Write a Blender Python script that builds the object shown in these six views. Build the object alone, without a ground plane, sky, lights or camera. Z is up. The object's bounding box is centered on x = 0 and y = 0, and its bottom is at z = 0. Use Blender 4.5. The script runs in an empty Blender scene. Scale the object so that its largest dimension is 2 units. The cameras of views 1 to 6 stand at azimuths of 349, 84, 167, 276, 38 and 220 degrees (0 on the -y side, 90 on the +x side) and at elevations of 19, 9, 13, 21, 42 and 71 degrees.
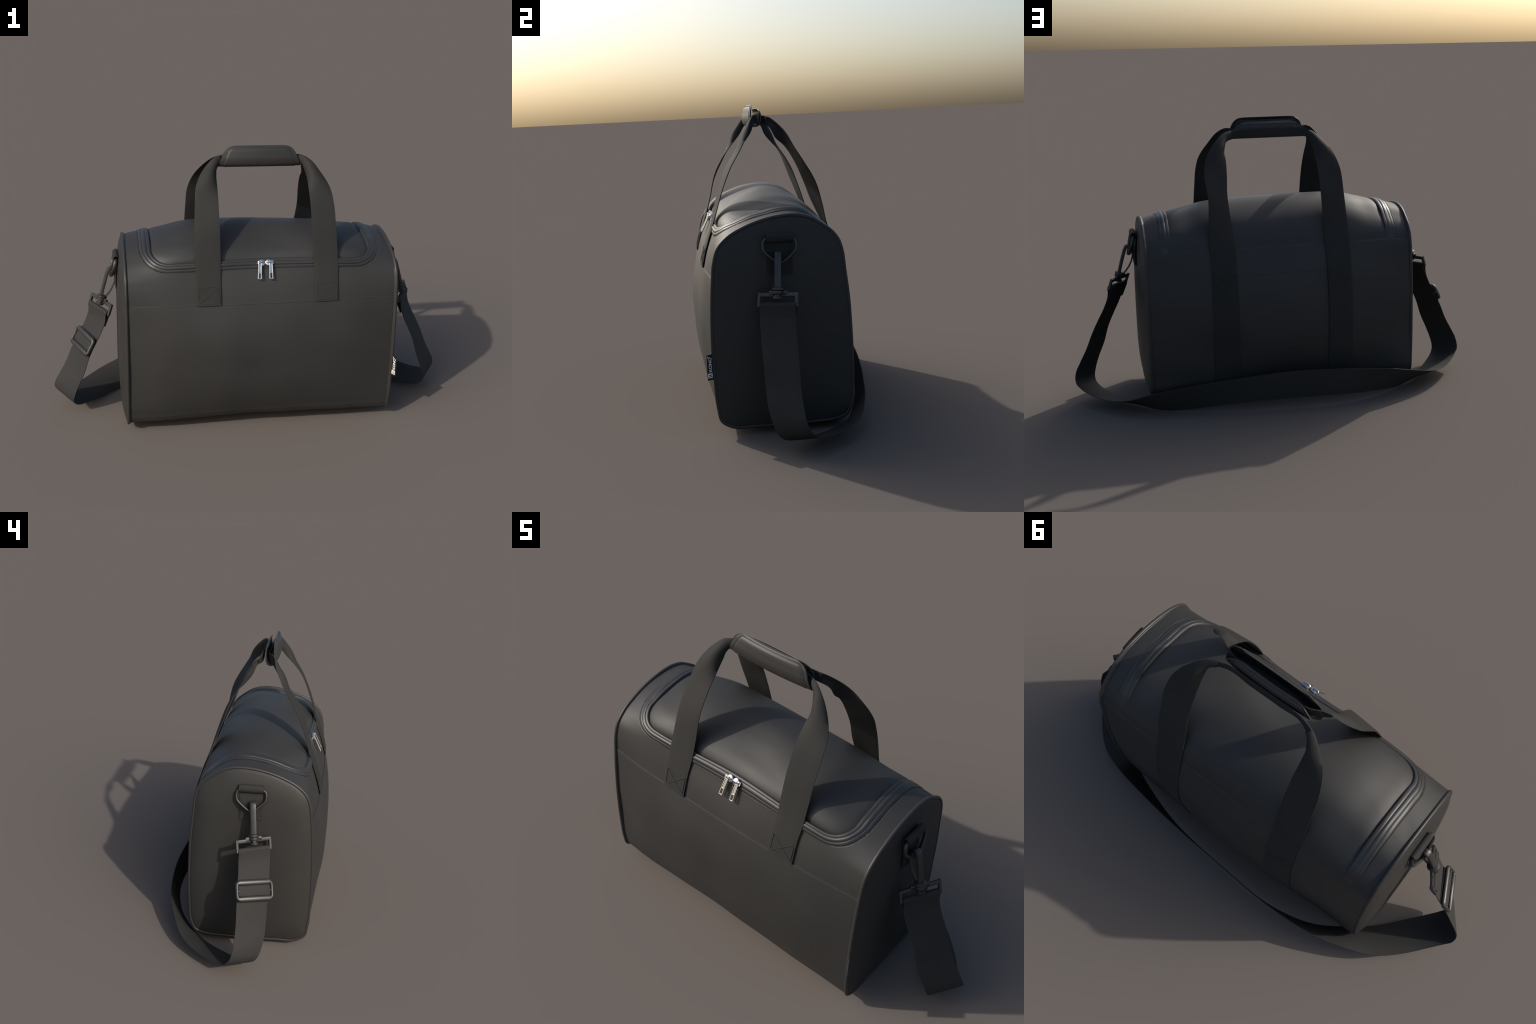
# A small dark-grey weekend / cabin duffel bag with two webbing handles joined by a
# wrap-around grip, a horseshoe zip lid, piped side panels, D-rings and a long
# shoulder strap that hangs from both ends and lies behind the bag on the ground.
import bpy, math
import numpy as np
from mathutils import Vector

V = np.array
rng = np.random.default_rng(7)

# ------------------------------------------------------------------ materials
def nodes_of(name):
    m = bpy.data.materials.new(name)
    m.use_nodes = True
    nt = m.node_tree
    return m, nt, nt.nodes["Principled BSDF"]

def material(name, col, rough=0.5, metallic=0.0, spec=0.5, vary=0.06, vary_scale=6.0,
             bump=0.0, bump_scale=400.0, weave=False, coat=0.0, sheen=0.0, rough_vary=0.04):
    m, nt, b = nodes_of(name)
    N, L = nt.nodes, nt.links
    tc = N.new("ShaderNodeTexCoord")
    no = N.new("ShaderNodeTexNoise")
    no.inputs["Scale"].default_value = vary_scale
    no.inputs["Detail"].default_value = 5
    L.new(tc.outputs["Object"], no.inputs["Vector"])
    cr = N.new("ShaderNodeValToRGB")
    cr.color_ramp.elements[0].position = 0.3
    cr.color_ramp.elements[1].position = 0.7
    cr.color_ramp.elements[0].color = (*[c * (1 - vary) for c in col], 1)
    cr.color_ramp.elements[1].color = (*[c * (1 + vary) for c in col], 1)
    L.new(no.outputs["Fac"], cr.inputs["Fac"])
    L.new(cr.outputs["Color"], b.inputs["Base Color"])
    mr = N.new("ShaderNodeMapRange")
    mr.inputs["To Min"].default_value = rough - rough_vary
    mr.inputs["To Max"].default_value = rough + rough_vary
    L.new(no.outputs["Fac"], mr.inputs["Value"])
    L.new(mr.outputs["Result"], b.inputs["Roughness"])
    b.inputs["Metallic"].default_value = metallic
    b.inputs["Specular IOR Level"].default_value = spec
    b.inputs["Coat Weight"].default_value = coat
    b.inputs["Sheen Weight"].default_value = sheen
    if bump > 0:
        bp = N.new("ShaderNodeBump")
        bp.inputs["Strength"].default_value = bump
        bp.inputs["Distance"].default_value = 0.001
        if weave:
            w1 = N.new("ShaderNodeTexWave")
            w1.inputs["Scale"].default_value = bump_scale
            w1.inputs["Distortion"].default_value = 0.6
            w1.bands_direction = 'DIAGONAL'
            L.new(tc.outputs["Object"], w1.inputs["Vector"])
            L.new(w1.outputs["Fac"], bp.inputs["Height"])
        else:
            n2 = N.new("ShaderNodeTexNoise")
            n2.inputs["Scale"].default_value = bump_scale
            n2.inputs["Detail"].default_value = 3
            L.new(tc.outputs["Object"], n2.inputs["Vector"])
            L.new(n2.outputs["Fac"], bp.inputs["Height"])
        L.new(bp.outputs["Normal"], b.inputs["Normal"])
    return m

M_SHELL = material("coated_fabric", (0.0225, 0.0219, 0.0210), 0.58, spec=0.43, vary=0.04, bump=0.05, bump_scale=600)
M_END   = material("coated_fabric_side", (0.0225, 0.0218, 0.0205), 0.56, spec=0.38, vary=0.04, bump=0.05, bump_scale=600)
M_PIPE  = material("piping_vinyl", (0.0235, 0.0225, 0.0215), 0.48, spec=0.45, vary=0.04)
M_WEB   = material("webbing", (0.0225, 0.0218, 0.0204), 0.78, spec=0.25, vary=0.05, bump=0.12, bump_scale=260, weave=True)
M_STRAP = material("shoulder_webbing", (0.0245, 0.0240, 0.0230), 0.78, spec=0.25, vary=0.05, bump=0.12, bump_scale=260, weave=True)
M_FLAP  = material("zip_flap_binding", (0.0230, 0.0222, 0.0212), 0.46, spec=0.45, vary=0.05)
M_ZIP   = material("zip_coil_tape", (0.0190, 0.0190, 0.0195), 0.40, spec=0.55, vary=0.08, bump=0.2, bump_scale=220, weave=True)
M_GRIP  = material("grip_leatherette", (0.0240, 0.0230, 0.0218), 0.52, spec=0.42, vary=0.05, bump=0.08, bump_scale=500)
M_THREAD = material("stitch_thread", (0.046, 0.045, 0.042), 0.7, spec=0.3, vary=0.08)
M_SEAMT = material("seam_thread", (0.040, 0.039, 0.037), 0.7, spec=0.3, vary=0.08)
M_GUN   = material("gunmetal", (0.062, 0.060, 0.058), 0.46, metallic=0.7, spec=0.5, vary=0.08, vary_scale=25)
M_BUCK  = material("brushed_pewter", (0.078, 0.076, 0.073), 0.46, metallic=0.75, spec=0.5, vary=0.06, vary_scale=25)
M_CHROME = material("polished_nickel", (0.60, 0.60, 0.60), 0.22, metallic=1.0, vary=0.05, vary_scale=40)
M_LABEL = material("label_black", (0.006, 0.006, 0.0065), 0.6, spec=0.35, vary=0.05)
M_WHITE = material("label_white_print", (0.72, 0.71, 0.69), 0.6, spec=0.3, vary=0.03)
M_RED   = material("label_red_print", (0.55, 0.04, 0.05), 0.6, spec=0.3, vary=0.03)

# ------------------------------------------------------------------ mesh helpers
def make(name, verts, faces, mat, parent=None, smooth=True, angle=None):
    me = bpy.data.meshes.new(name)
    me.from_pydata([tuple(map(float, v)) for v in verts], [], [tuple(map(int, f)) for f in faces])
    me.update()
    if smooth:
        me.shade_smooth()
        if angle is not None:
            me.set_sharp_from_angle(angle=math.radians(angle))
    me.materials.append(mat)
    ob = bpy.data.objects.new(name, me)
    bpy.context.scene.collection.objects.link(ob)
    if parent is not None:
        ob.parent = parent
    return ob

def join_parts(parts):
    vs, fs, o = [], [], 0
    for v, f in parts:
        vs.extend(list(v)); fs.extend([tuple(i + o for i in q) for q in f]); o += len(v)
    return vs, fs

def unit(a):
    a = np.asarray(a, float)
    return a / (np.linalg.norm(a, axis=-1, keepdims=True) + 1e-12)

def curve(pts, n):
    """Centripetal Catmull-Rom through control points, n samples equally spaced in arc."""
    p = np.asarray(pts, float)
    k = np.r_[0, np.cumsum(np.linalg.norm(np.diff(p, axis=0), axis=1) ** 0.5 + 1e-9)]
    m = np.zeros_like(p)
    m[1:-1] = ((p[2:] - p[1:-1]) / (k[2:] - k[1:-1])[:, None] * (k[1:-1] - k[:-2])[:, None]
               + (p[1:-1] - p[:-2]) / (k[1:-1] - k[:-2])[:, None] * (k[2:] - k[1:-1])[:, None]) / (k[2:] - k[:-2])[:, None]
    m[0] = (p[1] - p[0]) / (k[1] - k[0]); m[-1] = (p[-1] - p[-2]) / (k[-1] - k[-2])
    def ev(u):
        i = np.clip(np.searchsorted(k, u, side='right') - 1, 0, len(k) - 2)
        h = (k[i + 1] - k[i])[:, None]; t = ((u - k[i]) / (k[i + 1] - k[i]))[:, None]
        return ((2*t**3 - 3*t**2 + 1) * p[i] + (t**3 - 2*t**2 + t) * h * m[i]
                + (-2*t**3 + 3*t**2) * p[i+1] + (t**3 - t**2) * h * m[i+1])
    u = np.linspace(0, k[-1], max(400, 6 * n)); q = ev(u)
    d = np.r_[0, np.cumsum(np.linalg.norm(np.diff(q, axis=0), axis=1))]
    return ev(np.interp(np.linspace(0, d[-1], n), d, u))

def curve_k(pts, per):
    """Same curve but `per` samples per control span (keeps two edge curves in step)."""
    p = np.asarray(pts, float)
    out = []
    for i in range(len(p) - 1):
        a = p[i - 1] if i > 0 else 2 * p[0] - p[1]
        b, c = p[i], p[i + 1]
        d = p[i + 2] if i + 2 < len(p) else 2 * p[-1] - p[-2]
        # non-uniform tangents keep unequal spans from overshooting
        l0 = np.linalg.norm(b - a) + 1e-9; l1 = np.linalg.norm(c - b) + 1e-9; l2 = np.linalg.norm(d - c) + 1e-9
        mb = l1 * ((b - a) / l0 * l1 + (c - b) / l1 * l0) / (l0 + l1)
        mc = l1 * ((c - b) / l1 * l2 + (d - c) / l2 * l1) / (l1 + l2)
        for t in np.linspace(0, 1, per, endpoint=False):
            out.append((2*t**3-3*t**2+1)*b + (t**3-2*t**2+t)*mb + (-2*t**3+3*t**2)*c + (t**3-t**2)*mc)
    out.append(p[-1])
    return V(out)

def grid_faces(nu, nv, closed_u=False, closed_v=False):
    f = []
    for i in range(nu if closed_u else nu - 1):
        for j in range(nv if closed_v else nv - 1):
            a, b = i, (i + 1) % nu
            c, d = j, (j + 1) % nv
            f.append((a * nv + c, b * nv + c, b * nv + d, a * nv + d))
    return f

def ribbon(eA, eB, thick=0.006, across=7, bow=None):
    """Woven strap between two edge curves: a closed flat tube with rounded selvedges."""
    eA, eB = np.asarray(eA), np.asarray(eB)
    n = len(eA)
    mid = (eA + eB) / 2
    T = unit(np.gradient(mid, axis=0)); W = unit(eB - eA); Nn = unit(np.cross(T, W))
    u = np.linspace(0, 1, across)
    P = eA[:, None] * (1 - u)[None, :, None] + eB[:, None] * u[None, :, None]
    if bow is not None:
        P = P + Nn[:, None] * (bow[:, None] * (4 * u * (1 - u))[None, :])[:, :, None]
    h = thick / 2 * np.where((u == 0) | (u == 1), 0.55, 1.0)
    top = P + Nn[:, None] * h[None, :, None]
    bot = (P - Nn[:, None] * h[None, :, None])[:, ::-1]
    ring = np.concatenate([top, bot], axis=1)
    m = ring.shape[1]
    f = grid_faces(n, m, closed_v=True)
    f.append(tuple(range(m))[::-1]); f.append(tuple((n - 1) * m + j for j in range(m)))
    return ring.reshape(-1, 3), f

def sweep(path, section, side=None, closed=False, scale=None):
    """Sweep a 2-D section along a path; section x lies along `side`."""
    p = np.asarray(path, float); n = len(p)
    if closed:
        T = unit(np.roll(p, -1, 0) - np.roll(p, 1, 0))
    else:
        T = unit(np.gradient(p, axis=0))
    if side is None:
        s = np.cross(T[0], [0, 0, 1]); s = s if np.linalg.norm(s) > .1 else np.cross(T[0], [0, 1, 0])
        S = [unit(s)]
        for i in range(1, n):
            q = S[-1] - T[i] * (S[-1] @ T[i]); S.append(unit(q))
        S = V(S)
    else:
        S = np.broadcast_to(np.asarray(side, float), (n, 3))
        S = unit(S - T * np.sum(S * T, 1)[:, None])
    B = np.cross(T, S)
    sec = np.asarray(section, float); m = len(sec)
    sc = np.ones(n) if scale is None else np.asarray(scale)
    P = p[:, None] + (S[:, None] * sec[None, :, :1] + B[:, None] * sec[None, :, 1:]) * sc[:, None, None]
    f = grid_faces(n, m, closed_u=closed, closed_v=True)
    if not closed:
        f.append(tuple(range(m))[::-1]); f.append(tuple((n - 1) * m + j for j in range(m)))
    return P.reshape(-1, 3), f

def circle(r, n=12, r2=None):
    a = np.linspace(0, 2 * np.pi, n, endpoint=False)
    return np.c_[np.cos(a) * r, np.sin(a) * (r if r2 is None else r2)]

def round_rect(w, h, r, n=4):
    pts = []
    for cx, cy, a0 in ((w/2-r, h/2-r, 0), (-w/2+r, h/2-r, 90), (-w/2+r, -h/2+r, 180), (w/2-r, -h/2+r, 270)):
        for a in np.linspace(a0, a0 + 90, n):
            pts.append((cx + r * math.cos(math.radians(a)), cy + r * math.sin(math.radians(a))))
    return V(pts)

def empty(name, parent=None, loc=(0, 0, 0)):
    o = bpy.data.objects.new(name, None)
    o.location = loc
    bpy.context.scene.collection.objects.link(o)
    if parent is not None:
        o.parent = parent
    return o

# ------------------------------------------------------------------ the thing
bag = empty("duffel_bag")
bag["label"] = "dark grey cabin duffel bag with handles and shoulder strap"
bag["category"] = "travel bag"

# ------------------------------------------------------------------ body surface
# Two cross-sections (y, z), same order of stations: the piped end panel, and the fuller
# section half way along.  Stations run bottom -> front -> over the lid -> back.
END = V([(-.045,.024),(-.18,.026),(-.278,.033),(-.313,.056),(-.326,.11),(-.334,.22),(-.337,.355),(-.333,.51),
         (-.322,.656),(-.312,.735),(-.295,.785),(-.255,.828),(-.190,.864),(-.113,.891),(-.038,.905),(.036,.906),
         (.092,.891),(.140,.861),(.183,.826),(.207,.790),(.215,.765),(.228,.66),(.239,.55),(.244,.43),(.246,.30),
         (.243,.18),(.234,.09),(.212,.047),(.170,.032),(.07,.025)])
QUA = V([(-.045,.036),(-.18,.037),(-.277,.042),(-.314,.063),(-.332,.115),(-.352,.225),(-.362,.36),(-.358,.515),
         (-.337,.660),(-.318,.742),(-.301,.795),(-.284,.838),(-.263,.870),(-.230,.899),(-.157,.928),(-.04,.949),
         (.06,.936),(.120,.899),(.172,.850),(.206,.801),(.218,.767),(.246,.657),(.263,.55),(.269,.43),(.263,.30),
         (.252,.18),(.236,.09),(.212,.054),(.16,.042),(.07,.037)])
MID = V([(-.045,.040),(-.18,.041),(-.274,.053),(-.307,.069),(-.334,.121),(-.368,.225),(-.382,.37),(-.378,.52),
         (-.347,.662),(-.321,.745),(-.299,.797),(-.275,.846),(-.240,.881),(-.187,.915),(-.118,.953),(-.052,.974),
         (.042,.966),(.115,.927),(.174,.868),(.208,.806),(.219,.768),(.262,.655),(.285,.55),(.296,.43),(.291,.30),
         (.268,.18),(.230,.106),(.188,.073),(.14,.056),(.07,.042)])
QX = 0.42             # where the lid shoulders stand fullest
HALF = 0.640          # half length of the tube between the piped seams

def closed_spline(P, per=120):
    n = len(P); out = []
    for i in range(n):
        a, b, c, d = P[i - 1], P[i], P[(i + 1) % n], P[(i + 2) % n]
        l0, l1, l2 = (np.linalg.norm(q) for q in (b - a, c - b, d - c))
        mb = l1 * ((b - a) / l0 * l1 + (c - b) / l1 * l0) / (l0 + l1)
        mc = l1 * ((c - b) / l1 * l2 + (d - c) / l2 * l1) / (l1 + l2)
        t = np.linspace(0, 1, per, endpoint=False)[:, None]
        out.append((2*t**3-3*t**2+1)*b + (t**3-2*t**2+t)*mb + (-2*t**3+3*t**2)*c + (t**3-t**2)*mc)
    return np.concatenate(out)

tE, tQ, tM = closed_spline(END), closed_spline(QUA), closed_spline(MID)
def inset(P, d):
    T = unit(np.roll(P, -3, 0) - np.roll(P, 3, 0))
    return P + np.c_[T[:, 1], -T[:, 0]] * d
# direction check: stations run clockwise seen from +x, so this offset goes inwards for d > 0
c0 = tE.mean(0)
_sgn = 1 if np.linalg.norm(inset(tE, .01) - c0, axis=1).mean() < np.linalg.norm(tE - c0, axis=1).mean() else -1
tE_in = inset(tE, _sgn * 0.007)
avg = (tE + tQ + tM) / 3
sA = np.r_[0, np.cumsum(np.linalg.norm(np.diff(np.r_[avg, avg[:1]], axis=0), axis=1))]
PERIM = sA[-1]
def station(k, per=120):
    return sA[int(round(k * per))]
cl = lambda P: np.r_[P, P[:1]]
tabE, tabQ, tabM = cl(tE_in), cl(tQ), cl(tM)

def sm(a, b, x):
    t = np.clip((x - a) / (b - a), 0, 1); return t * t * (3 - 2 * t)

def raw(x, s):
    x = np.asarray(x, float); s = np.mod(np.asarray(s, float), PERIM)
    ax = np.clip(np.abs(x), 0, HALF)
    e, q, m = (np.stack([np.interp(s, sA, t[:, i]) for i in (0, 1)], -1) for t in (tabE, tabQ, tabM))
    # smooth even interpolation middle -> quarter -> end (cubic Hermite, flat in the middle)
    sl = 0.5 * ((q - m) / QX + (e - q) / (HALF - QX))
    def herm(p0, p1, m0, m1, t, h):
        t = t[..., None]
        return ((2*t**3 - 3*t**2 + 1) * p0 + (t**3 - 2*t**2 + t) * h * m0 + (-2*t**3 + 3*t**2) * p1 + (t**3 - t**2) * h * m1)
    yz = np.where((ax <= QX)[..., None], herm(m, q, 0 * m, sl, np.minimum(ax / QX, 1), QX),
                  herm(q, e, sl, 1.25 * (e - q) / (HALF - QX), np.clip((ax - QX) / (HALF - QX), 0, 1), HALF - QX))
    # the stuffing is not even: fuller low at the back of the buckle end, slacker at the other
    g = lambda c, w, k, v: np.exp(-((x - c) / w) ** 2) * np.exp(-((s - station(k)) / v) ** 2)
    yz = yz + np.stack([.011 * g(-.62, .10, 25.8, .14) - .014 * g(.30, .10, 24.2, .13) - .009 * g(-.02, .09, 24.8, .08),
                        -.009 * g(.50, .12, 13.8, .15) + .006 * g(-.32, .12, 17.0, .10)], -1)
    return np.concatenate([x[..., None], yz], -1)

def surf_normal(x, s):
    e = 0.004
    dx = raw(x + e, s) - raw(x - e, s); ds = raw(x, s + e) - raw(x, s - e)
    n = unit(np.cross(dx, ds)); p = raw(x, s)
    out = p[..., 1:] - V([-.045, .46])
    sg = np.sign(np.sum(n[..., 1:] * out, -1))
    return n * sg[..., None]

# horseshoe lid outline in (x, s)
S_ZIP  = station(10.85)        # front run of the zip
S_SEAM = station(20)           # back seam where the lid is hinged
S_FRONT_SEAM = station(8)
LID_X, LID_R = 0.549, 0.115
def lid_sd(x, s):
    qx = np.abs(x) - (LID_X - LID_R); qs = (S_ZIP + LID_R) - s
    d = np.where((qx > 0) & (qs > 0), np.hypot(qx, qs) - LID_R, np.maximum(qx, qs) - LID_R)
    return d

BAND = 0.025
def relief(x, s):
    s = np.mod(s, PERIM); d = lid_sd(x, s)
    lid = (s > S_ZIP - .06) & (s < S_SEAM)
    h = np.zeros(np.broadcast(x, s).shape)
    # lid edge tucks into the zip, lid panel is softly puffed
    inside = -(d + BAND)
    h = np.where(lid & (inside > 0), -0.007 * np.exp(-inside / 0.020), h)
    h = np.where(lid & (inside <= 0) & (d < BAND), -0.008, h)
    fade = np.clip((S_SEAM - .04 - s) / .22, .0, 1)
    h = np.where(lid, h * np.where(s > S_SEAM - .3, fade, 1), h)
    # lower panels lie a little over the upper ones
    h = h + 0.0018 * sm(S_FRONT_SEAM + .003, S_FRONT_SEAM - .003, s) * (s > .3) \
          + 0.003 * sm(S_SEAM - .002, S_SEAM + .004, s)
    # slow slackness of the cloth
    h = h + 0.0022 * np.sin(x * 9.3 + 1.1) * np.sin(s * 7.1 + .6) + 0.0016 * np.sin(x * 17 + s * 11) * np.sin(x * 5 - s * 13 + 2)
    # slack dips in the lid beside the handles
    for cx, dep, wd in ((-.45, .003, .05), (.43, .011, .07), (.22, .006, .12), (-.30, -.006, .13)):
        h = h - dep * np.exp(-((x - cx) / wd) ** 2) * np.exp(-((s - station(15.5)) / .17) ** 2) * (d < -BAND)
    return h

def surf(x, s, off=0.0):
    x = np.asarray(x, float); s = np.asarray(s, float)
    return raw(x, s) + surf_normal(x, s) * (relief(x, s) + off)[..., None]

def flat(x, s, off=0.0):
    """Surface without relief - what straps and zip bands are laid on."""
    x = np.asarray(x, float); s = np.asarray(s, float)
    return raw(x, s) + surf_normal(x, s) * np.asarray(off + 0 * x)[..., None]

NX, NS = 240, 720
xs = np.linspace(-HALF, HALF, NX)
ss = np.unique(np.round(np.r_[np.linspace(0, PERIM, NS, endpoint=False),
        [q + o for q in (S_FRONT_SEAM, S_SEAM, S_ZIP - BAND, S_ZIP + BAND) for o in (-.002, 0, .002)]], 5))
GX, GS = np.meshgrid(xs, ss, indexing='ij')
PV = surf(GX, GS)
# the tube rolls inwards into the piping at both ends
PV = PV.reshape(-1, 3)
ns = len(ss)
faces = grid_faces(NX, ns, closed_v=True)
# orient outwards
a, b, c = (PV[faces[5000][i]] for i in (0, 1, 2))
nrm = np.cross(b - a, c - a)
if nrm @ (a - V([a[0], -.045, .46])) < 0:
    faces = [f[::-1] for f in faces]

def split_shell():
    me = bpy.data.meshes.new("tmp"); me.from_pydata([tuple(p) for p in PV], [], faces); me.update(); me.shade_smooth()
    vn = V([tuple(v.normal) for v in me.vertices])
    fx = V([[GX.flat[i] for i in f] for f in faces]).mean(1)
    fs = V([[GS.flat[i] for i in f] for f in faces])
    fs = np.where((fs.max(1) - fs.min(1)) > .5, 0.0, fs.mean(1))
    lid = (lid_sd(fx, fs) < 0) & (fs < S_SEAM) & (fs > .5)
    base = (fs < station(3)) | (fs > station(27))
    groups = {"lid": lid, "bottom_panel": base & ~lid, "main_panel": ~lid & ~base}
    bpy.data.meshes.remove(me)
    fa = np.asarray(faces)
    for name, mask in groups.items():
        q = fa[mask]; used = np.unique(q); idx = -np.ones(len(PV), int); idx[used] = np.arange(len(used))
        ob = make(name, PV[used], idx[q], M_SHELL, bag)
        ob.data.normals_split_custom_set_from_vertices([tuple(n) for n in vn[used]])
split_shell()

# ------------------------------------------------------------------ side panels and piping
def end_x(sx, y, r):
    # the two ends are stuffed differently: the buckle end stands fuller and squarer
    if sx < 0:
        return 0.650 + 0.0305 * (1 - r ** 6.0) + 0 * y
    return 0.650 + 0.028 * (1 - r ** 3.6) * (1 - 0.45 * sm(-.10, .20, y))

def side_panels():
    n = 260
    u = np.linspace(0, PERIM, n, endpoint=False)
    outline = np.stack([np.interp(u, sA, cl(tE)[:, i]) for i in (0, 1)], -1)
    ctr = V([-.045, .455])
    rings = 40
    for sx in (-1, 1):
        vs = []
        rr = np.linspace(1, 0, rings, endpoint=False) ** 0.8
        for r in rr:
            yz = ctr + (outline - ctr) * (r * 0.985)
            x = end_x(sx, yz[:, 0], r) - 0.003 * (r > .999) + 0.0012 * np.sin(yz[:, 0] * 14 + 1) * np.sin(yz[:, 1] * 11) * (1 - r)
            vs.append(np.c_[sx * x, yz])
        vs = np.concatenate(vs)
        f = grid_faces(rings, n, closed_v=True)
        vs = np.r_[vs, [[sx * float(end_x(sx, V([ctr[0]]), 0.0)[0]), *ctr]]]
        k = (rings - 1) * n
        f += [(k + j, len(vs) - 1, k + (j + 1) % n) for j in range(n)]
        if sx > 0: f = [q[::-1] for q in f]
        make("side_panel", vs, f, M_END, bag)
        path = np.c_[np.full(n, sx * 0.6452), inset(outline, 0.0) ]
        path[:, 1:] = ctr + (path[:, 1:] - ctr) * 0.986
        make("piping", *sweep(path, circle(0.0078, 12), side=(1, 0, 0), closed=True), M_PIPE, bag)
        # narrow seam allowance that closes the groove between tube and piping
        path2 = path.copy(); path2[:, 0] = sx * 0.639; path2[:, 1:] = ctr + (path2[:, 1:] - ctr) * 0.992
        make("seam_binding", *sweep(path2, circle(0.0045, 8), side=(1, 0, 0), closed=True), M_PIPE, bag)
side_panels()

# ------------------------------------------------------------------ zip bands
def lid_path(n_side=110, n_corner=40, n_front=200):
    pts, nor = [], []
    for s in np.linspace(S_SEAM + .002, S_ZIP + LID_R, n_side): pts.append((LID_X, s)); nor.append((1, 0))
    for a in np.linspace(0, 90, n_corner)[1:-1]:
        c, t = math.cos(math.radians(a)), math.sin(math.radians(a))
        pts.append((LID_X - LID_R + LID_R * c, S_ZIP + LID_R - LID_R * t)); nor.append((c, -t))
    for x in np.linspace(LID_X - LID_R, -LID_X + LID_R, n_front): pts.append((x, S_ZIP)); nor.append((0, -1))
    for a in np.linspace(90, 0, n_corner)[1:-1]:
        c, t = math.cos(math.radians(a)), math.sin(math.radians(a))
        pts.append((-LID_X + LID_R - LID_R * c, S_ZIP + LID_R - LID_R * t)); nor.append((-c, -t))
    for s in np.linspace(S_ZIP + LID_R, S_SEAM + .002, n_side): pts.append((-LID_X, s)); nor.append((-1, 0))
    return V(pts, float), V(nor, float)
LP, LN = lid_path()

def band(name, d0, d1, heights, mat, wave=0.0, across=15, parent=None):
    """Strip of the zip border; `heights` are its crown heights from the lid side outwards."""
    u = np.linspace(0, 1, across)
    d = d0 + (d1 - d0) * u
    k = np.linspace(0, 1, len(heights))
    prof = np.interp(u, k, heights)
    prof = np.convolve(np.pad(prof, 1, mode='edge'), [.25, .5, .25], 'valid')
    d = np.r_[d0 - .0010, d, d1 + .0010]; prof = np.r_[-.012, prof, -.012]
    # the strips flatten out towards the hinge seam and ripple slightly on the sides
    sag = np.interp(LP[:, 1], [S_SEAM - .26, S_SEAM - .05], [1, .08])
    rip = wave * (np.sin(LP[:, 1] * 55 + LP[:, 0] * 31) + .7 * np.sin(LP[:, 1] * 23 + 1.7)) * (np.abs(LP[:, 0]) > LID_X - .05)
    X = LP[:, :1] + LN[:, :1] * d[None]; S = LP[:, 1:] + LN[:, 1:] * d[None]
    H = prof[None] * np.where(prof > -.01, sag[:, None], 1) + rip[:, None] * (prof > -.01)
    P = flat(X, S, 0.0) + surf_normal(X, S) * H[..., None]
    f = [q[::-1] for q in grid_faces(len(LP), len(d))]
    return make(name, P.reshape(-1, 3), f, mat, parent or bag, angle=60)

zipper = band("zipper", -0.0098, 0.0098, (.0026, .0048, .0058, .0061, .0058, .0048, .0026), M_ZIP, 0.0006)
band("lid_binding", -0.0250, -0.0100, (.0004, .0026, .0034, .0038, .0038, .0030), M_FLAP, 0.0007, parent=zipper)
band("zipper_flap", 0.0100, 0.0250, (.0030, .0038, .0036, .0030, .0020, .0004), M_FLAP, 0.0007, parent=zipper)

# ------------------------------------------------------------------ seams on the panels
def seam_line(name, s_val, x0, x1, r=0.0022, mat=M_SEAMT, off=0.002):
    x = np.linspace(x0, x1, 160); s = np.full_like(x, s_val)
    p = surf(x, s, off)
    return make(name, *sweep(p, circle(r, 6)), mat, bag)

def s_of_z(z, x, back=False):
    lo, hi = (station(20 - 3), station(27)) if back else (station(3), station(14.5))
    q = np.linspace(lo, hi, 1500); zz = raw(np.full_like(q, x), q)[:, 2]
    return q[np.argmin(np.abs(zz - z))]

seam_line("panel_seam", S_FRONT_SEAM, -.636, .636, 0.0013, M_SHELL, off=.0012)
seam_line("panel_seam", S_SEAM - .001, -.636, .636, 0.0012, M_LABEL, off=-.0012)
seam_line("panel_seam", s_of_z(.648, 0, True), -.212, .232, 0.0012, off=.0004)
seam_line("panel_seam", s_of_z(.298, 0, True), -.212, .232, 0.0012, off=.0004)

# ------------------------------------------------------------------ stitches
def dashes(path, length=0.006, gap=0.0035, r=0.0011, normal=None):
    p = np.asarray(path, float)
    d = np.r_[0, np.cumsum(np.linalg.norm(np.diff(p, axis=0), axis=1))]
    out = []
    s = gap / 2
    sec = circle(r, 5)
    while s + length < d[-1]:
        q = [V([np.interp(t, d, p[:, k]) for k in range(3)]) for t in (s, s + length / 2, s + length)]
        out.append(sweep(V(q), sec)); s += length + gap
    return out

# ------------------------------------------------------------------ carry handles
def front_edge_pts(x, zs, off=0.0045):
    return [tuple(flat(V([x]), V([s_of_z(z, x)]), off)[0]) for z in zs]
def back_edge_pts(x, zs, off=0.0065):
    return [tuple(flat(V([x]), V([s_of_z(z, x, True)]), off)[0]) for z in zs]

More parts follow.
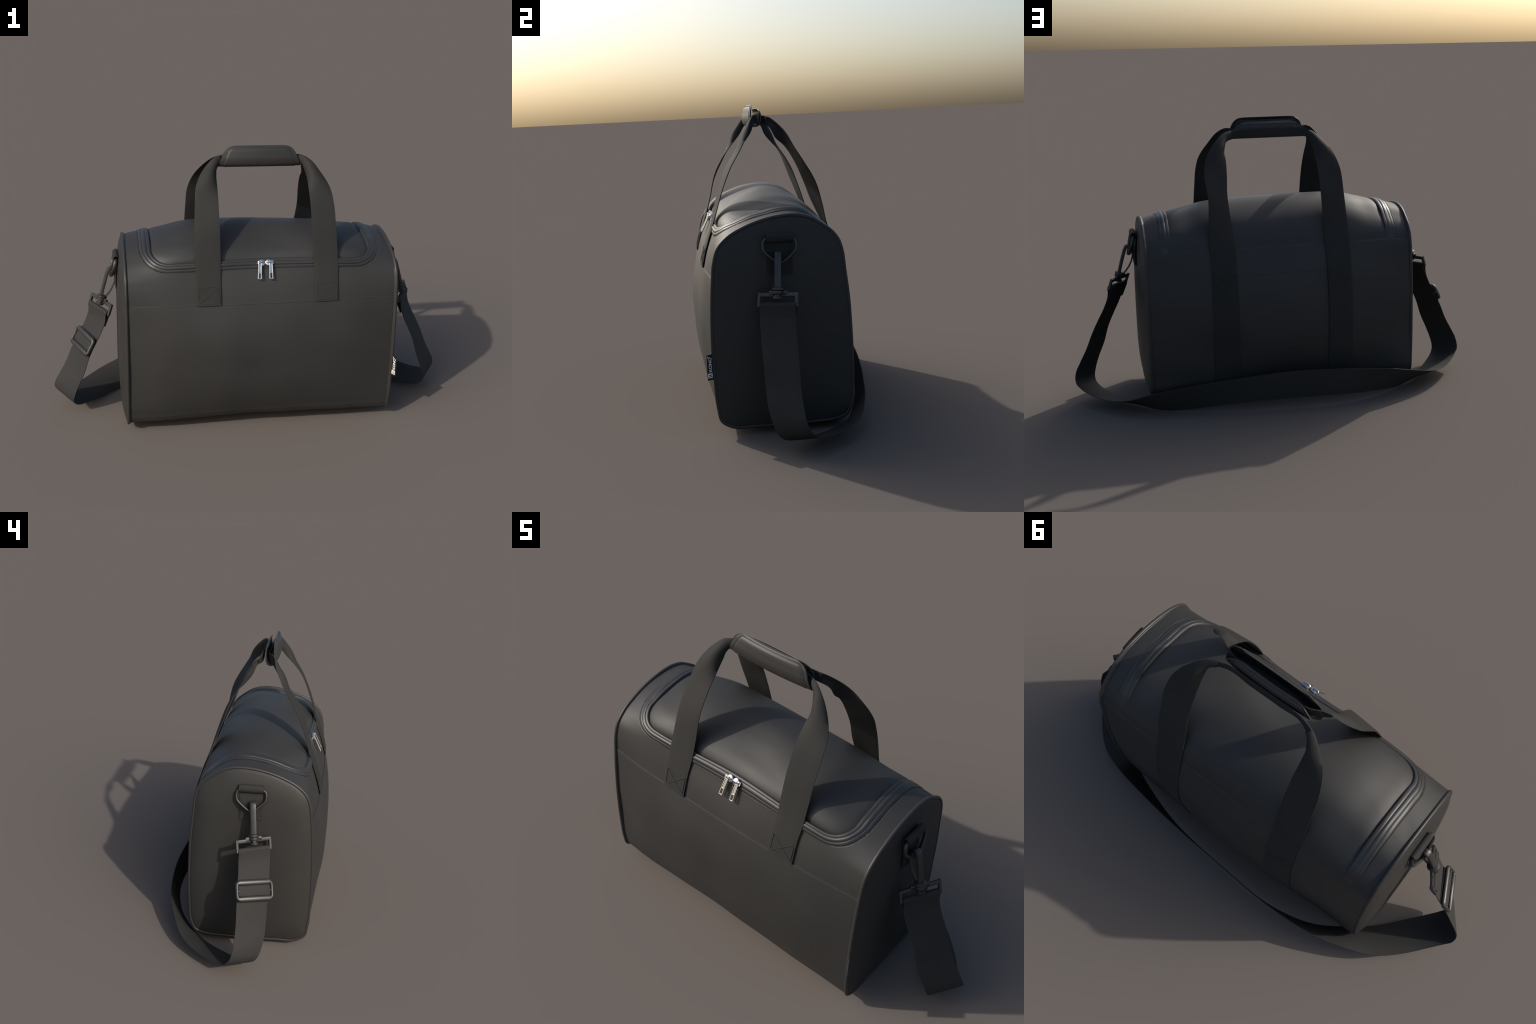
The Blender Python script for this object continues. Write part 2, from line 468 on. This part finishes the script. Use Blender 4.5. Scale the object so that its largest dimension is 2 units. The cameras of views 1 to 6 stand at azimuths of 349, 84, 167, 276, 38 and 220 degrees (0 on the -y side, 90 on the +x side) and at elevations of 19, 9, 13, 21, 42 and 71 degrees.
ZF = (.661, .70, .74, .775)
front_R_out = front_edge_pts(.349, ZF) + [(.352,-.298,.822),(.351,-.275,.89),(.347,-.232,1.014),(.344,-.196,1.093),(.332,-.153,1.161),
               (.287,-.113,1.236),(.250,-.098,1.281),(.212,-.082,1.304),(.165,-.063,1.304)]
front_R_in  = front_edge_pts(.236, ZF) + [(.235,-.298,.822),(.232,-.279,.896),(.229,-.240,1.02),(.228,-.205,1.098),(.227,-.160,1.158),
               (.226,-.116,1.203),(.217,-.092,1.237),(.206,-.082,1.262),(.165,-.062,1.270)]
front_L_out = front_edge_pts(-.323, ZF) + [(-.326,-.300,.817),(-.326,-.277,.89),(-.324,-.232,1.02),(-.318,-.190,1.10),(-.306,-.143,1.185),
               (-.252,-.100,1.270),(-.217,-.090,1.300),(-.193,-.080,1.306),(-.155,-.063,1.304)]
front_L_in  = front_edge_pts(-.211, ZF) + [(-.209,-.300,.817),(-.208,-.275,.90),(-.209,-.236,1.04),(-.208,-.195,1.112),(-.208,-.155,1.165),
               (-.208,-.108,1.222),(-.205,-.094,1.246),(-.194,-.080,1.264),(-.155,-.062,1.270)]
ZB = (.052, .09, .20, .32, .44, .56, .66, .735, .775)
rear_R_out = back_edge_pts(.345, ZB) + [(.345,.206,.832),(.342,.194,.90),(.337,.168,1.005),(.343,.113,1.106),(.328,.074,1.172),
               (.284,.038,1.240),(.219,-.005,1.290),(.165,-.022,1.299)]
rear_R_in  = back_edge_pts(.228, ZB) + [(.230,.203,.825),(.236,.160,.92),(.240,.124,1.02),(.234,.096,1.09),(.230,.050,1.168),
               (.230,.014,1.203),(.220,-.004,1.240),(.165,-.024,1.260)]
rear_L_out = back_edge_pts(-.329, ZB) + [(-.330,.208,.815),(-.329,.176,.90),(-.328,.140,.996),(-.321,.095,1.115),(-.290,.042,1.200),
               (-.250,.014,1.250),(-.215,-.008,1.281),(-.165,-.022,1.300)]
rear_L_in  = back_edge_pts(-.210, ZB) + [(-.210,.207,.825),(-.210,.172,.94),(-.211,.128,1.06),(-.211,.092,1.12),(-.210,.052,1.163),
               (-.205,.012,1.214),(-.190,-.004,1.252),(-.155,-.022,1.258)]

def handle(Lo, Li, Ro, Ri, y_mid, z_out, z_in):
    mo = [(-.06, y_mid, z_out), (.06, y_mid, z_out)]
    mi = [(-.06, y_mid + .001, z_in), (.06, y_mid + .001, z_in)]
    A = curve_k(Lo + mo + Ro[::-1], 12); B = curve_k(Li + mi + Ri[::-1], 12)
    return A, B
fa_, fb_ = handle(front_L_out, front_L_in, front_R_out, front_R_in, -.060, 1.304, 1.270)
ra_, rb_ = handle(rear_L_out, rear_L_in, rear_R_out, rear_R_in, -.0255, 1.302, 1.258)
def bow_of(A, B, amp, sign):
    z = (A[:, 2] + B[:, 2]) / 2; x = np.abs(A[:, 0] + B[:, 0]) / 2
    return sign * amp * np.exp(-((z - 1.22) / .06) ** 2) * (x > .19)
handle_front = make("carry_handle", *ribbon(fa_, fb_, 0.0065, 9, bow_of(fa_, fb_, .022, -1)), M_WEB, bag, angle=50)
handle_rear = make("carry_handle", *ribbon(ra_, rb_, 0.0065, 9, bow_of(ra_, rb_, .022, 1)), M_WEB, bag, angle=50)

# boxed cross stitches that fix the straps
def cross_box(x0, x1, z0, z1, back, parent):
    off = 0.0085
    def P(x, z):
        return flat(V([x]), V([s_of_z(z, x, back)]), off + (.002 if back else 0))[0]
    def line(a, b, n=9):
        return V([P(a[0] + (b[0] - a[0]) * t, a[1] + (b[1] - a[1]) * t) for t in np.linspace(0, 1, n)])
    c = [(x0, z0), (x1, z0), (x1, z1), (x0, z1)]
    parts = []
    for a, b in ((c[0], c[1]), (c[1], c[2]), (c[2], c[3]), (c[3], c[0]), (c[0], c[2]), (c[1], c[3])):
        parts += dashes(line(a, b), .0070, .0015, .0012)
    o = make("cross_stitch", *join_parts(parts), M_SEAMT, parent); o["kind"] = "stuff"
cross_box(-.315, -.219, .672, .744, False, handle_front)
cross_box(.244, .341, .672, .744, False, handle_front)
cross_box(.237, .336, .598, .662, True, handle_rear)
cross_box(-.320, -.219, .598, .662, True, handle_rear)

# ------------------------------------------------------------------ wrap-around grip
def grip():
    # section (y, z) of the wrap: front lip -> under -> rear lip
    n = 80
    outer = curve([(-.078,1.356),(-.087,1.352),(-.098,1.337),(-.104,1.314),(-.107,1.296),(-.105,1.276),(-.099,1.262),
                   (-.084,1.254),(-.066,1.252),(-.046,1.259),(-.034,1.276),(-.031,1.300),(-.036,1.324),(-.046,1.336)], n)
    T = unit(np.gradient(outer, axis=0)); nin = np.c_[T[:, 1], -T[:, 0]]
    if np.mean(np.sum(nin * (V([-.070, 1.30]) - outer), 1)) < 0: nin = -nin
    arc = np.r_[0, np.cumsum(np.linalg.norm(np.diff(outer, axis=0), axis=1))]
    TOT = arc[-1]
    at = lambda tab, u: np.interp(u, arc, tab)
    def half_len(u):
        """half length of the wrap: straight slanted sides, rounded upper corners"""
        def wing(d, r=.046):                      # d: distance from the lip
            h = .153 + .045 * np.clip(d / .105, 0, 1)
            k = np.clip(1 - d / r, 0, 1)
            return h - r * (1 - np.sqrt(np.clip(1 - k * k, 0, 1)))
        return np.where(u < TOT / 2, wing(u), wing(TOT - u) - .002)
    thick = lambda u: np.interp(u / TOT, [0, .05, .14, .3, .5, .8, .94, 1], [.004, .005, .009, .012, .010, .009, .005, .004])
    def G(u, t, depth):
        """u: arc round the section, t: -1..1 along the handle, depth: inwards from the outer skin"""
        u, t = np.broadcast_arrays(np.asarray(u, float), np.asarray(t, float))
        y, z = at(outer[:, 0], u), at(outer[:, 1], u); ny, nz = at(nin[:, 0], u), at(nin[:, 1], u)
        y = y + .012 * t * t * sm(-.075, -.100, y)          # front wing is bowed forward in the middle
        y = y - .006 * t * t * sm(-.055, -.035, y)
        return np.stack([half_len(u) * t, y + ny * depth, z + nz * depth], -1)
    m, nx = 90, 61
    uu = TOT * (0.5 - 0.5 * np.cos(np.linspace(0, np.pi, m)))
    v = np.sin(np.linspace(-1, 1, nx) * np.pi / 2 * .97) / np.sin(np.pi / 2 * .97)
    rows = []
    for t in v:
        # bound rim lies lower than the padded field
        rim = np.maximum(sm(.027, .021, np.minimum(uu, TOT - uu)), sm(.027, .021, half_len(uu) * (1 - abs(t))))
        o_ = G(uu, t, .0022 * rim); i_ = G(uu, t, thick(uu) * (1 - .4 * rim) + .002)
        rows.append(np.r_[o_, i_[::-1]])
    P = V(rows); k = P.shape[1]
    f = grid_faces(nx, k, closed_v=True)
    f += [(a, a + 1, k - 2 - a, k - 1 - a) for a in range(m - 1)]
    f += [((nx - 1) * k + k - 1 - a, (nx - 1) * k + k - 2 - a, (nx - 1) * k + a + 1, (nx - 1) * k + a) for a in range(m - 1)]
    make("grip", P.reshape(-1, 3), f, M_GRIP, handle_front, angle=55)
    st = []
    for lo, hi in ((.016, TOT * .40), (TOT - .016, TOT * .62)):
        us = np.linspace(hi, lo, 40)
        e = .016
        tl = 1 - e / half_len(us)
        tt = np.linspace(-tl[-1], tl[-1], 60)
        line = np.concatenate([G(us, -tl, .0012), G(np.full(60, lo), tt, .0012), G(us[::-1], tl[::-1], .0012)])
        st += dashes(line, .0058, .0030, .0012)
    o = make("grip_stitching", *join_parts(st), M_THREAD, handle_front); o["kind"] = "stuff"
grip()

# fold stitches across the rear handle
def cross_stitch_line(A, B, zt, sgn):
    z = (A[:, 2] + B[:, 2]) / 2; x = (A[:, 0] + B[:, 0]) / 2
    i = int(np.argmin(np.abs(z - zt) + (sgn * x < 0) * 9))
    T = unit(A[i + 1] - A[i]); W = unit(B[i] - A[i]); n = unit(np.cross(T, W))
    if n[1] < 0: n = -n
    p = V([A[i] * (1 - t) + B[i] * t + n * .0036 for t in np.linspace(.06, .94, 12)])
    return dashes(p, .009, .003, .0012)
o = make("handle_stitching", *join_parts(cross_stitch_line(ra_, rb_, 1.125, 1) + cross_stitch_line(ra_, rb_, 1.13, -1)), M_SEAMT, handle_rear)
o["kind"] = "stuff"

# ------------------------------------------------------------------ shoulder strap
# two edges: `rear` ends up as the upper edge behind the bag, `front` as the lower one
half_rear = [(.814,-.008,.569),(.821,-.009,.515),(.839,-.011,.468),(.872,-.013,.405),(.903,-.014,.343),(.939,-.016,.258),(.974,-.013,.192),
             (.992,-.009,.156),(.9985,.001,.125),(.994,.018,.101),(.977,.036,.084),(.930,.090,.066),(.871,.160,.062),(.762,.250,.080),
             (.670,.284,.109),(.476,.322,.146)]
half_front = [(.738,-.142,.553),(.741,-.142,.520),(.757,-.144,.473),(.790,-.145,.405),(.820,-.144,.340),(.848,-.143,.252),(.879,-.139,.180),
              (.897,-.128,.128),(.904,-.116,.093),(.900,-.100,.068),(.885,-.080,.050),(.846,-.034,.033),(.790,.030,.019),(.685,.148,.007),
              (.596,.219,.0035),(.470,.270,.016)]
mir = lambda L: [(-x, y, z) for x, y, z in L]
hrL = mir(half_rear); hfL = mir(half_front)
hrL[-1] = (-.48,.362,.156); hrL[-2] = (-.655,.311,.112); hrL[-3] = (-.760,.262,.082); hfL[-1] = (-.48,.300,.027)
rear_edge = hrL + [(-.30,.379,.180),(0,.367,.190),(.25,.350,.174)] + half_rear[::-1]
front_edge = hfL + [(-.317,.350,.044),(0,.350,.051),(.30,.318,.040)] + half_front[::-1]
sA_, sB_ = curve_k(rear_edge, 12), curve_k(front_edge, 12)
strap = make("shoulder_strap", *ribbon(sA_, sB_, 0.0055, 9), M_STRAP, bag, angle=50)

# ------------------------------------------------------------------ strap hardware, both ends
def box(c, ax, ay, az, sx, sy, sz):
    """Bevelled block given centre, three axes and sizes."""
    sec = round_rect(sx, sy, min(sx, sy) * .22, 3)
    p = [c - az * sz / 2, c - az * sz * .5 * .999, c + az * sz * .5 * .999, c + az * sz / 2]
    P = V([[q + ax * a + ay * b for a, b in sec * k] for q, k in zip(p, (.9, 1, 1, .9))])
    m = len(sec)
    f = grid_faces(4, m, closed_v=True); f.append(tuple(range(m))[::-1]); f.append(tuple(3 * m + j for j in range(m)))
    return P.reshape(-1, 3), f

def lathe(c, ax, ay, az, prof, n=20):
    a = np.linspace(0, 2 * np.pi, n, endpoint=False)
    P = V([[c + az * h + (ax * math.cos(t) + ay * math.sin(t)) * r for t in a] for r, h in prof])
    f = grid_faces(len(prof), n, closed_v=True)
    f.append(tuple(range(n))[::-1]); f.append(tuple((len(prof) - 1) * n + j for j in range(n)))
    return P.reshape(-1, 3), f

def flip(vf, s):
    v, f = vf
    v = np.asarray(v) * V([s, 1, 1])
    return (v, [q[::-1] for q in f]) if s < 0 else (v, f)

def end_hardware(s):
    # everything written for the +x end, mirrored with s
    ez = V([0, 0, 1.])
    base_x = 0.0 if s < 0 else -0.005
    # stitched tab on the side panel
    zz = np.linspace(.667, .812, 14)
    eA = V([(0.668 + base_x + .016 * sm(.86, .72, z) , -.098, z) for z in zz]); eB = eA + V([0, .105, 0])
    tab = make("ring_tab", *flip(ribbon(eA, eB, .005, 7), s), M_WEB, bag, angle=50)
    # rolled loop of the tab that carries the ring
    ring_c = V([.681, -.0455, .817])
    ang = np.radians(np.linspace(-100, 215, 24))
    arc = V([ring_c + V([math.cos(a) * .0135, 0, math.sin(a) * .0165]) for a in ang])
    eA = arc + V([0, -.054, 0]); eB = arc + V([0, .056, 0])
    make("tab_loop", *flip(ribbon(eA, eB, .005, 5), s), M_WEB, tab, angle=50)
    st = []
    def tp(y, z): return V([0.668 + base_x + .016 * sm(.86, .72, z) + .0036, y, z])
    c = [(-.090, .675), (-.001, .675), (-.001, .765), (-.090, .765)]
    for a, b in ((0,1),(1,2),(2,3),(3,0),(0,2),(1,3)):
        st += dashes(V([tp(c[a][0] + (c[b][0]-c[a][0]) * t, c[a][1] + (c[b][1]-c[a][1]) * t) for t in np.linspace(0, 1, 8)]), .006, .002, .0012)
    o = make("cross_stitch", *flip(join_parts(st), s), M_SEAMT, tab); o["kind"] = "stuff"
    # D-ring: flat-topped triangle with rounded corners, hanging outwards
    def rp(y, k):  # k runs 0 at the bar to 1 at the lowest point
        return (.682 + .024 * k, y, .817 - .098 * k)
    rpts = [rp(-.09, .02), rp(-.104, .06), rp(-.112, .18), rp(-.112, .46), rp(-.103, .60), rp(-.060, .95), rp(-.046, 1.0), rp(-.032, .95),
            rp(.011, .60), rp(.020, .46), rp(.020, .18), rp(.012, .06), rp(-.002, .02)]
    rc = curve(rpts + [rpts[0]], 120)[:-1]
    make("d_ring", *flip(sweep(rc, circle(.0092, 12, .0060), side=unit([.098, 0, .024]), closed=True), s), M_GUN, bag)
    # snap hook
    # long flat outer bar, bend over the ring, short nose, sprung gate
    bar = curve([(.757,-.0685,.618),(.748,-.066,.655),(.735,-.062,.702),(.722,-.058,.743),(.714,-.056,.757),(.703,-.055,.760),
                 (.693,-.055,.750),(.687,-.055,.732),(.685,-.055,.712)], 60)
    body = sweep(bar, round_rect(.0265, .0155, .004, 3), side=(0, 1, 0), scale=np.interp(np.linspace(0, 1, 60), [0, .7, 1], [1, 1, .72]))
    gate = sweep(curve([(.686,-.056,.714),(.690,-.057,.694),(.700,-.060,.668),(.716,-.064,.641),(.738,-.067,.615)], 30),
                 round_rect(.015, .007, .002, 3), side=(0, 1, 0))
    bdir = unit([.092, .149, .010])              # along the strap bar
    down = unit(np.cross(np.cross(bdir, [0.28, -.17, -.96]), bdir))
    if down[2] > 0: down = -down
    outw = unit(np.cross(bdir, down)); outw = outw if outw[0] > 0 else -outw
    c = V([.757, -.069, .606])
    swivel = lathe(c, bdir, outw, -down, [(.004,-.026),(.017,-.025),(.019,-.021),(.019,-.015),(.013,-.013),(.013,-.007),(.021,-.004),(.0225,0),
                                           (.0225,.007),(.019,.010),(.023,.011),(.024,.014),(.024,.020),(.020,.023),(.004,.024)], 22)
    mid = V([.7535, -.0665, .600])
    yoke = []
    w = .176
    for sg in (-1, 1):
        yoke.append(box(mid + bdir * sg * (w / 4 + .008), outw, down, bdir, .012, .0165, w / 2 - .018))
        yoke.append(box(mid + bdir * sg * .029 - down * .005, outw, down, bdir, .012, .022, .020))
        yoke.append(box(mid + bdir * sg * (w / 2 - .006) + down * .020, bdir, outw, down, .012, .014, .056))
    yoke.append(box(mid + down * .043, outw, down, bdir, .009, .010, w - .014))
    hook = make("snap_hook", *flip(join_parts([body] + yoke), s), M_GUN, bag, angle=40)
    make("hook_gate", *flip(gate, s), M_GUN, hook, angle=40)
    make("hook_swivel", *flip(swivel, s), M_GUN, hook, angle=35)
    # strap end folded round the yoke bar
    cb = mid + down * .043
    cb = cb + bdir * .0024
    loop = [down * .016 + outw * .0060, down * .004 + outw * .0095]
    for a in np.radians(np.linspace(20, 180, 12)):
        loop.append(outw * math.cos(a) * .0115 - down * math.sin(a) * .0115)
    for d_, r_ in ((.022, .0100), (.050, .0080), (.066, .0062)): loop.append(down * d_ - outw * r_)
    loop = curve(V(loop) + cb, 44)
    h = .0772
    make("strap_fold", *flip(ribbon(loop - bdir * h, loop + bdir * h, .0052, 5), s), M_STRAP, strap, angle=50)
    q = cb + down * .040 + outw * .0036
    o = make("strap_stitching", *flip(join_parts(dashes(V([q - bdir * .068, q, q + bdir * .068]), .007, .003, .0011)), s), M_SEAMT, strap)
    o["kind"] = "stuff"
end_hardware(1); end_hardware(-1)

# ------------------------------------------------------------------ adjuster buckle (only on the -x side)
def adjuster():
    c = V([-.847, -.0850, .398])
    ex = unit([-.077, .155, .018]); ey = unit([.045, .003, .078]); ey = unit(ey - ex * (ex @ ey))
    en = np.cross(ex, ey); en = en if en[0] < 0 else -en
    c = c + en * .004
    W, H = .180, .094
    loop = round_rect(W - .014, H - .022, .013, 7)
    # gently curved along its width, bars crowned
    path = V([c + ex * a + ey * b + en * (.006 * (1 - (a / (W / 2)) ** 2)) for a, b in loop])
    n = len(path)
    sc = np.ones(n)
    make_ring = sweep(path, circle(.0125, 14, .0075), side=None, closed=True)
    # flat-oval section turned so that its broad face looks outwards
    T = unit(np.roll(path, -1, 0) - np.roll(path, 1, 0))
    S = unit(np.cross(np.broadcast_to(en, T.shape), T))
    sec = circle(1.0, 14)
    P = []
    for i in range(n):
        vert = abs(T[i] @ ey)
        wd = .0130 * (1 - vert) + .0068 * vert
        P.append([path[i] + S[i] * a * wd + en * b * .0095 for a, b in sec])
    P = V(P).reshape(-1, 3)
    f = grid_faces(n, 14, closed_u=True, closed_v=True)
    b = make("adjuster_buckle", P, f, M_BUCK, strap)
    bar = [c - ex * (W / 2 - .01) - en * .010, c - en * .012, c + ex * (W / 2 - .01) - en * .010]
    make("buckle_bar", *sweep(curve(V(bar), 20), circle(.006, 10)), M_BUCK, b)
    for sg in (-1, 1):
        v, f = sweep(V([c + ex * sg * (W / 2 - .016) - en * .008, c + ex * sg * (W / 2 - .016) + en * .004]), circle(.006, 10))
        make("buckle_lug", v, f, M_BUCK, b)
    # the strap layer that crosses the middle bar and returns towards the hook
    pA, pB = [], []
    for t, o_ in ((-.050, -.0090), (-.036, -.0075), (-.02, -.001), (0, .001), (.02, -.001), (.036, -.0075), (.050, -.0090)):
        pA.append(c + ex * .0745 + ey * t + en * o_); pB.append(c - ex * .0745 + ey * t + en * o_)
    make("strap_pass", *ribbon(curve_k(V(pA), 5), curve_k(V(pB), 5), .0045, 7), M_STRAP, strap, angle=50)
adjuster()

# ------------------------------------------------------------------ zip sliders and pulls
def zip_slider(x0, sgn):
    base = flat(V([x0]), V([S_ZIP]), .0085)[0]
    n = surf_normal(V([x0]), V([S_ZIP]))[0]
    ex = V([1., 0, 0]); up = unit(np.cross(n, ex)); up = up if up[2] > 0 else -up
    parts = []
    # rounded disc body, a crosswise saddle loop and a square tail
    parts.append(lathe(base + ex * sgn * -.004, ex, up, n, [(.002,-.004),(.0145,-.004),(.0155,0),(.0150,.004),(.012,.0055),(.002,.006)], 24))
    parts.append(box(base + ex * sgn * .011 + n * .0015, ex, up, n, .016, .017, .009))
    brid = curve(V([base + ex * sgn * -.014 + n * .005, base + ex * sgn * -.010 + n * .009, base + ex * sgn * .002 + n * .0105,
                    base + ex * sgn * .012 + n * .009, base + ex * sgn * .014 + n * .005]), 18)
    parts.append(sweep(brid, circle(.0030, 8, .0038)))
    sl = make("zip_slider", *join_parts(parts), M_CHROME, zipper, angle=40)
    # pull: flat plate with an eye at the top and a square window at the bottom
    top = base + ex * sgn * .006 + n * .0085 + up * .006
    d = unit(V([-.006 * (1 if sgn < 0 else 0.3), -.034, -.069]))
    side = unit(ex - d * (ex @ d)); nn = np.cross(side, d); nn = nn if nn[1] < 0 else -nn
    L_, w0, w1 = .083, .0165, .0190
    def pt(a, t, h): return top + d * t + side * a + nn * h
    prs = []
    def rail(pts, wd=.0024, th=.0026, **k):
        return sweep(curve(V(pts), 14), round_rect(wd * 2, th * 2, .001, 3), side=side if abs((pts[-1] - pts[0]) @ side) < .004 else d)
    for sg in (-1, 1):
        prs.append(rail([pt(sg * (w0/2 - .0024), 0, 0), pt(sg * (w0/2 - .002), L_/2, 0), pt(sg * (w1/2 - .0024), L_, 0)]))
    for t in (0.001, .014, .056, L_ - .001):
        w = w0 + (w1 - w0) * t / L_
        prs.append(rail([pt(-w/2 + .001, t, 0), pt(0, t + (.001 if t > .07 else 0), 0), pt(w/2 - .001, t, 0)], .0024, .0021))
    # solid, slightly hollowed plate between eye and window
    prs.append(sweep(V([pt(0, .013, -.0004), pt(0, .057, -.0004)]), round_rect(w0 - .004, .0026, .001, 3), side=side))
    make("zip_pull", *join_parts(prs), M_CHROME, sl, angle=40)
zip_slider(-.0165, -1)
zip_slider(.0225, 1)

# ------------------------------------------------------------------ woven label on the right front seam
def label():
    z0, z1 = .245, .352
    b = V([.6475, -.3360]); a = V([.6615, -.3610])     # seam edge, free edge
    up_z = V([0, 0, 1.])
    n_out = unit(np.cross(V([*(a - b), 0]), up_z)); n_out = n_out if n_out[0] > 0 else -n_out
    eA = V([(*(b - (a - b) * .2), z) for z in np.linspace(z0, z1, 10)]); eB = V([(*a, z) for z in np.linspace(z0, z1, 10)])
    lab = make("brand_label", *ribbon(eA, eB, .0026, 5), M_LABEL, bag, angle=40)
    # the same print on both faces; letters run upwards, their tops to the reader's left
    for sg in (1, -1):
        nrm = n_out * sg
        left = np.cross(nrm, up_z)
        o_edge = b if (V([*(a - b), 0]) @ left) > 0 else a
        w = np.linalg.norm(a - b)
        def P(u, z, h=0.0):        # u grows towards the letters' tops
            return V([*o_edge, z]) + left * (u * w) + nrm * h
        def text(body, size, u, z, mat, name):
            cu = bpy.data.curves.new(name, 'FONT'); cu.body = body; cu.size = size; cu.extrude = 0.00015
            cu.align_x = 'LEFT'; cu.align_y = 'BOTTOM_BASELINE'; cu.offset = size * .02
            ob = bpy.data.objects.new(name, cu); bpy.context.scene.collection.objects.link(ob)
            bpy.context.view_layer.update()
            me = bpy.data.meshes.new_from_object(ob.evaluated_get(bpy.context.evaluated_depsgraph_get()))
            bpy.data.objects.remove(ob)
            o = P(u, z, .00132)
            for v in me.vertices:
                v.co = Vector(o + up_z * v.co.x + left * v.co.y + nrm * v.co.z)
            me.materials.clear(); me.materials.append(mat)
            t = bpy.data.objects.new(name, me); bpy.context.scene.collection.objects.link(t); t.parent = lab
            return max(v.co.z for v in me.vertices)
        def quad(name, pts, mat, h):
            top = [P(u, z, h + .0004) for u, z in pts]; bot = [P(u, z, 0) for u, z in pts]
            m = len(pts)
            f = [tuple(range(m)), tuple(range(m, 2 * m))[::-1]] + [(i, (i + 1) % m, m + (i + 1) % m, m + i)[::-1] for i in range(m)]
            make(name, V(top + bot), f, mat, lab, smooth=False)
        sq0, sq1 = z0 + .0085, z0 + .0290
        zc = (sq0 + sq1) / 2
        quad("logo_square", [(.18, sq0), (.18, sq1), (.92, sq1), (.92, sq0)], M_WHITE, .00095)
        quad("logo_letter_stem", [(.26, zc - .0075), (.26, zc - .0035), (.76, zc + .0045), (.76, zc + .0005)], M_LABEL, .00115)
        quad("logo_letter_arm", [(.26, zc + .0080), (.26, zc + .0045), (.52, zc + .0005), (.60, zc + .0022)], M_LABEL, .00115)
        quad("logo_foot", [(.56, zc - .0080), (.56, zc - .0045), (.76, zc - .0035), (.76, zc - .0085)], M_RED, .00115)
        end = text("KONO", .0200, .26, sq1 + .0040, M_WHITE, "label_lettering")
        text("\u00ae", .010, .70, end - .001, M_WHITE, "label_mark")
label()
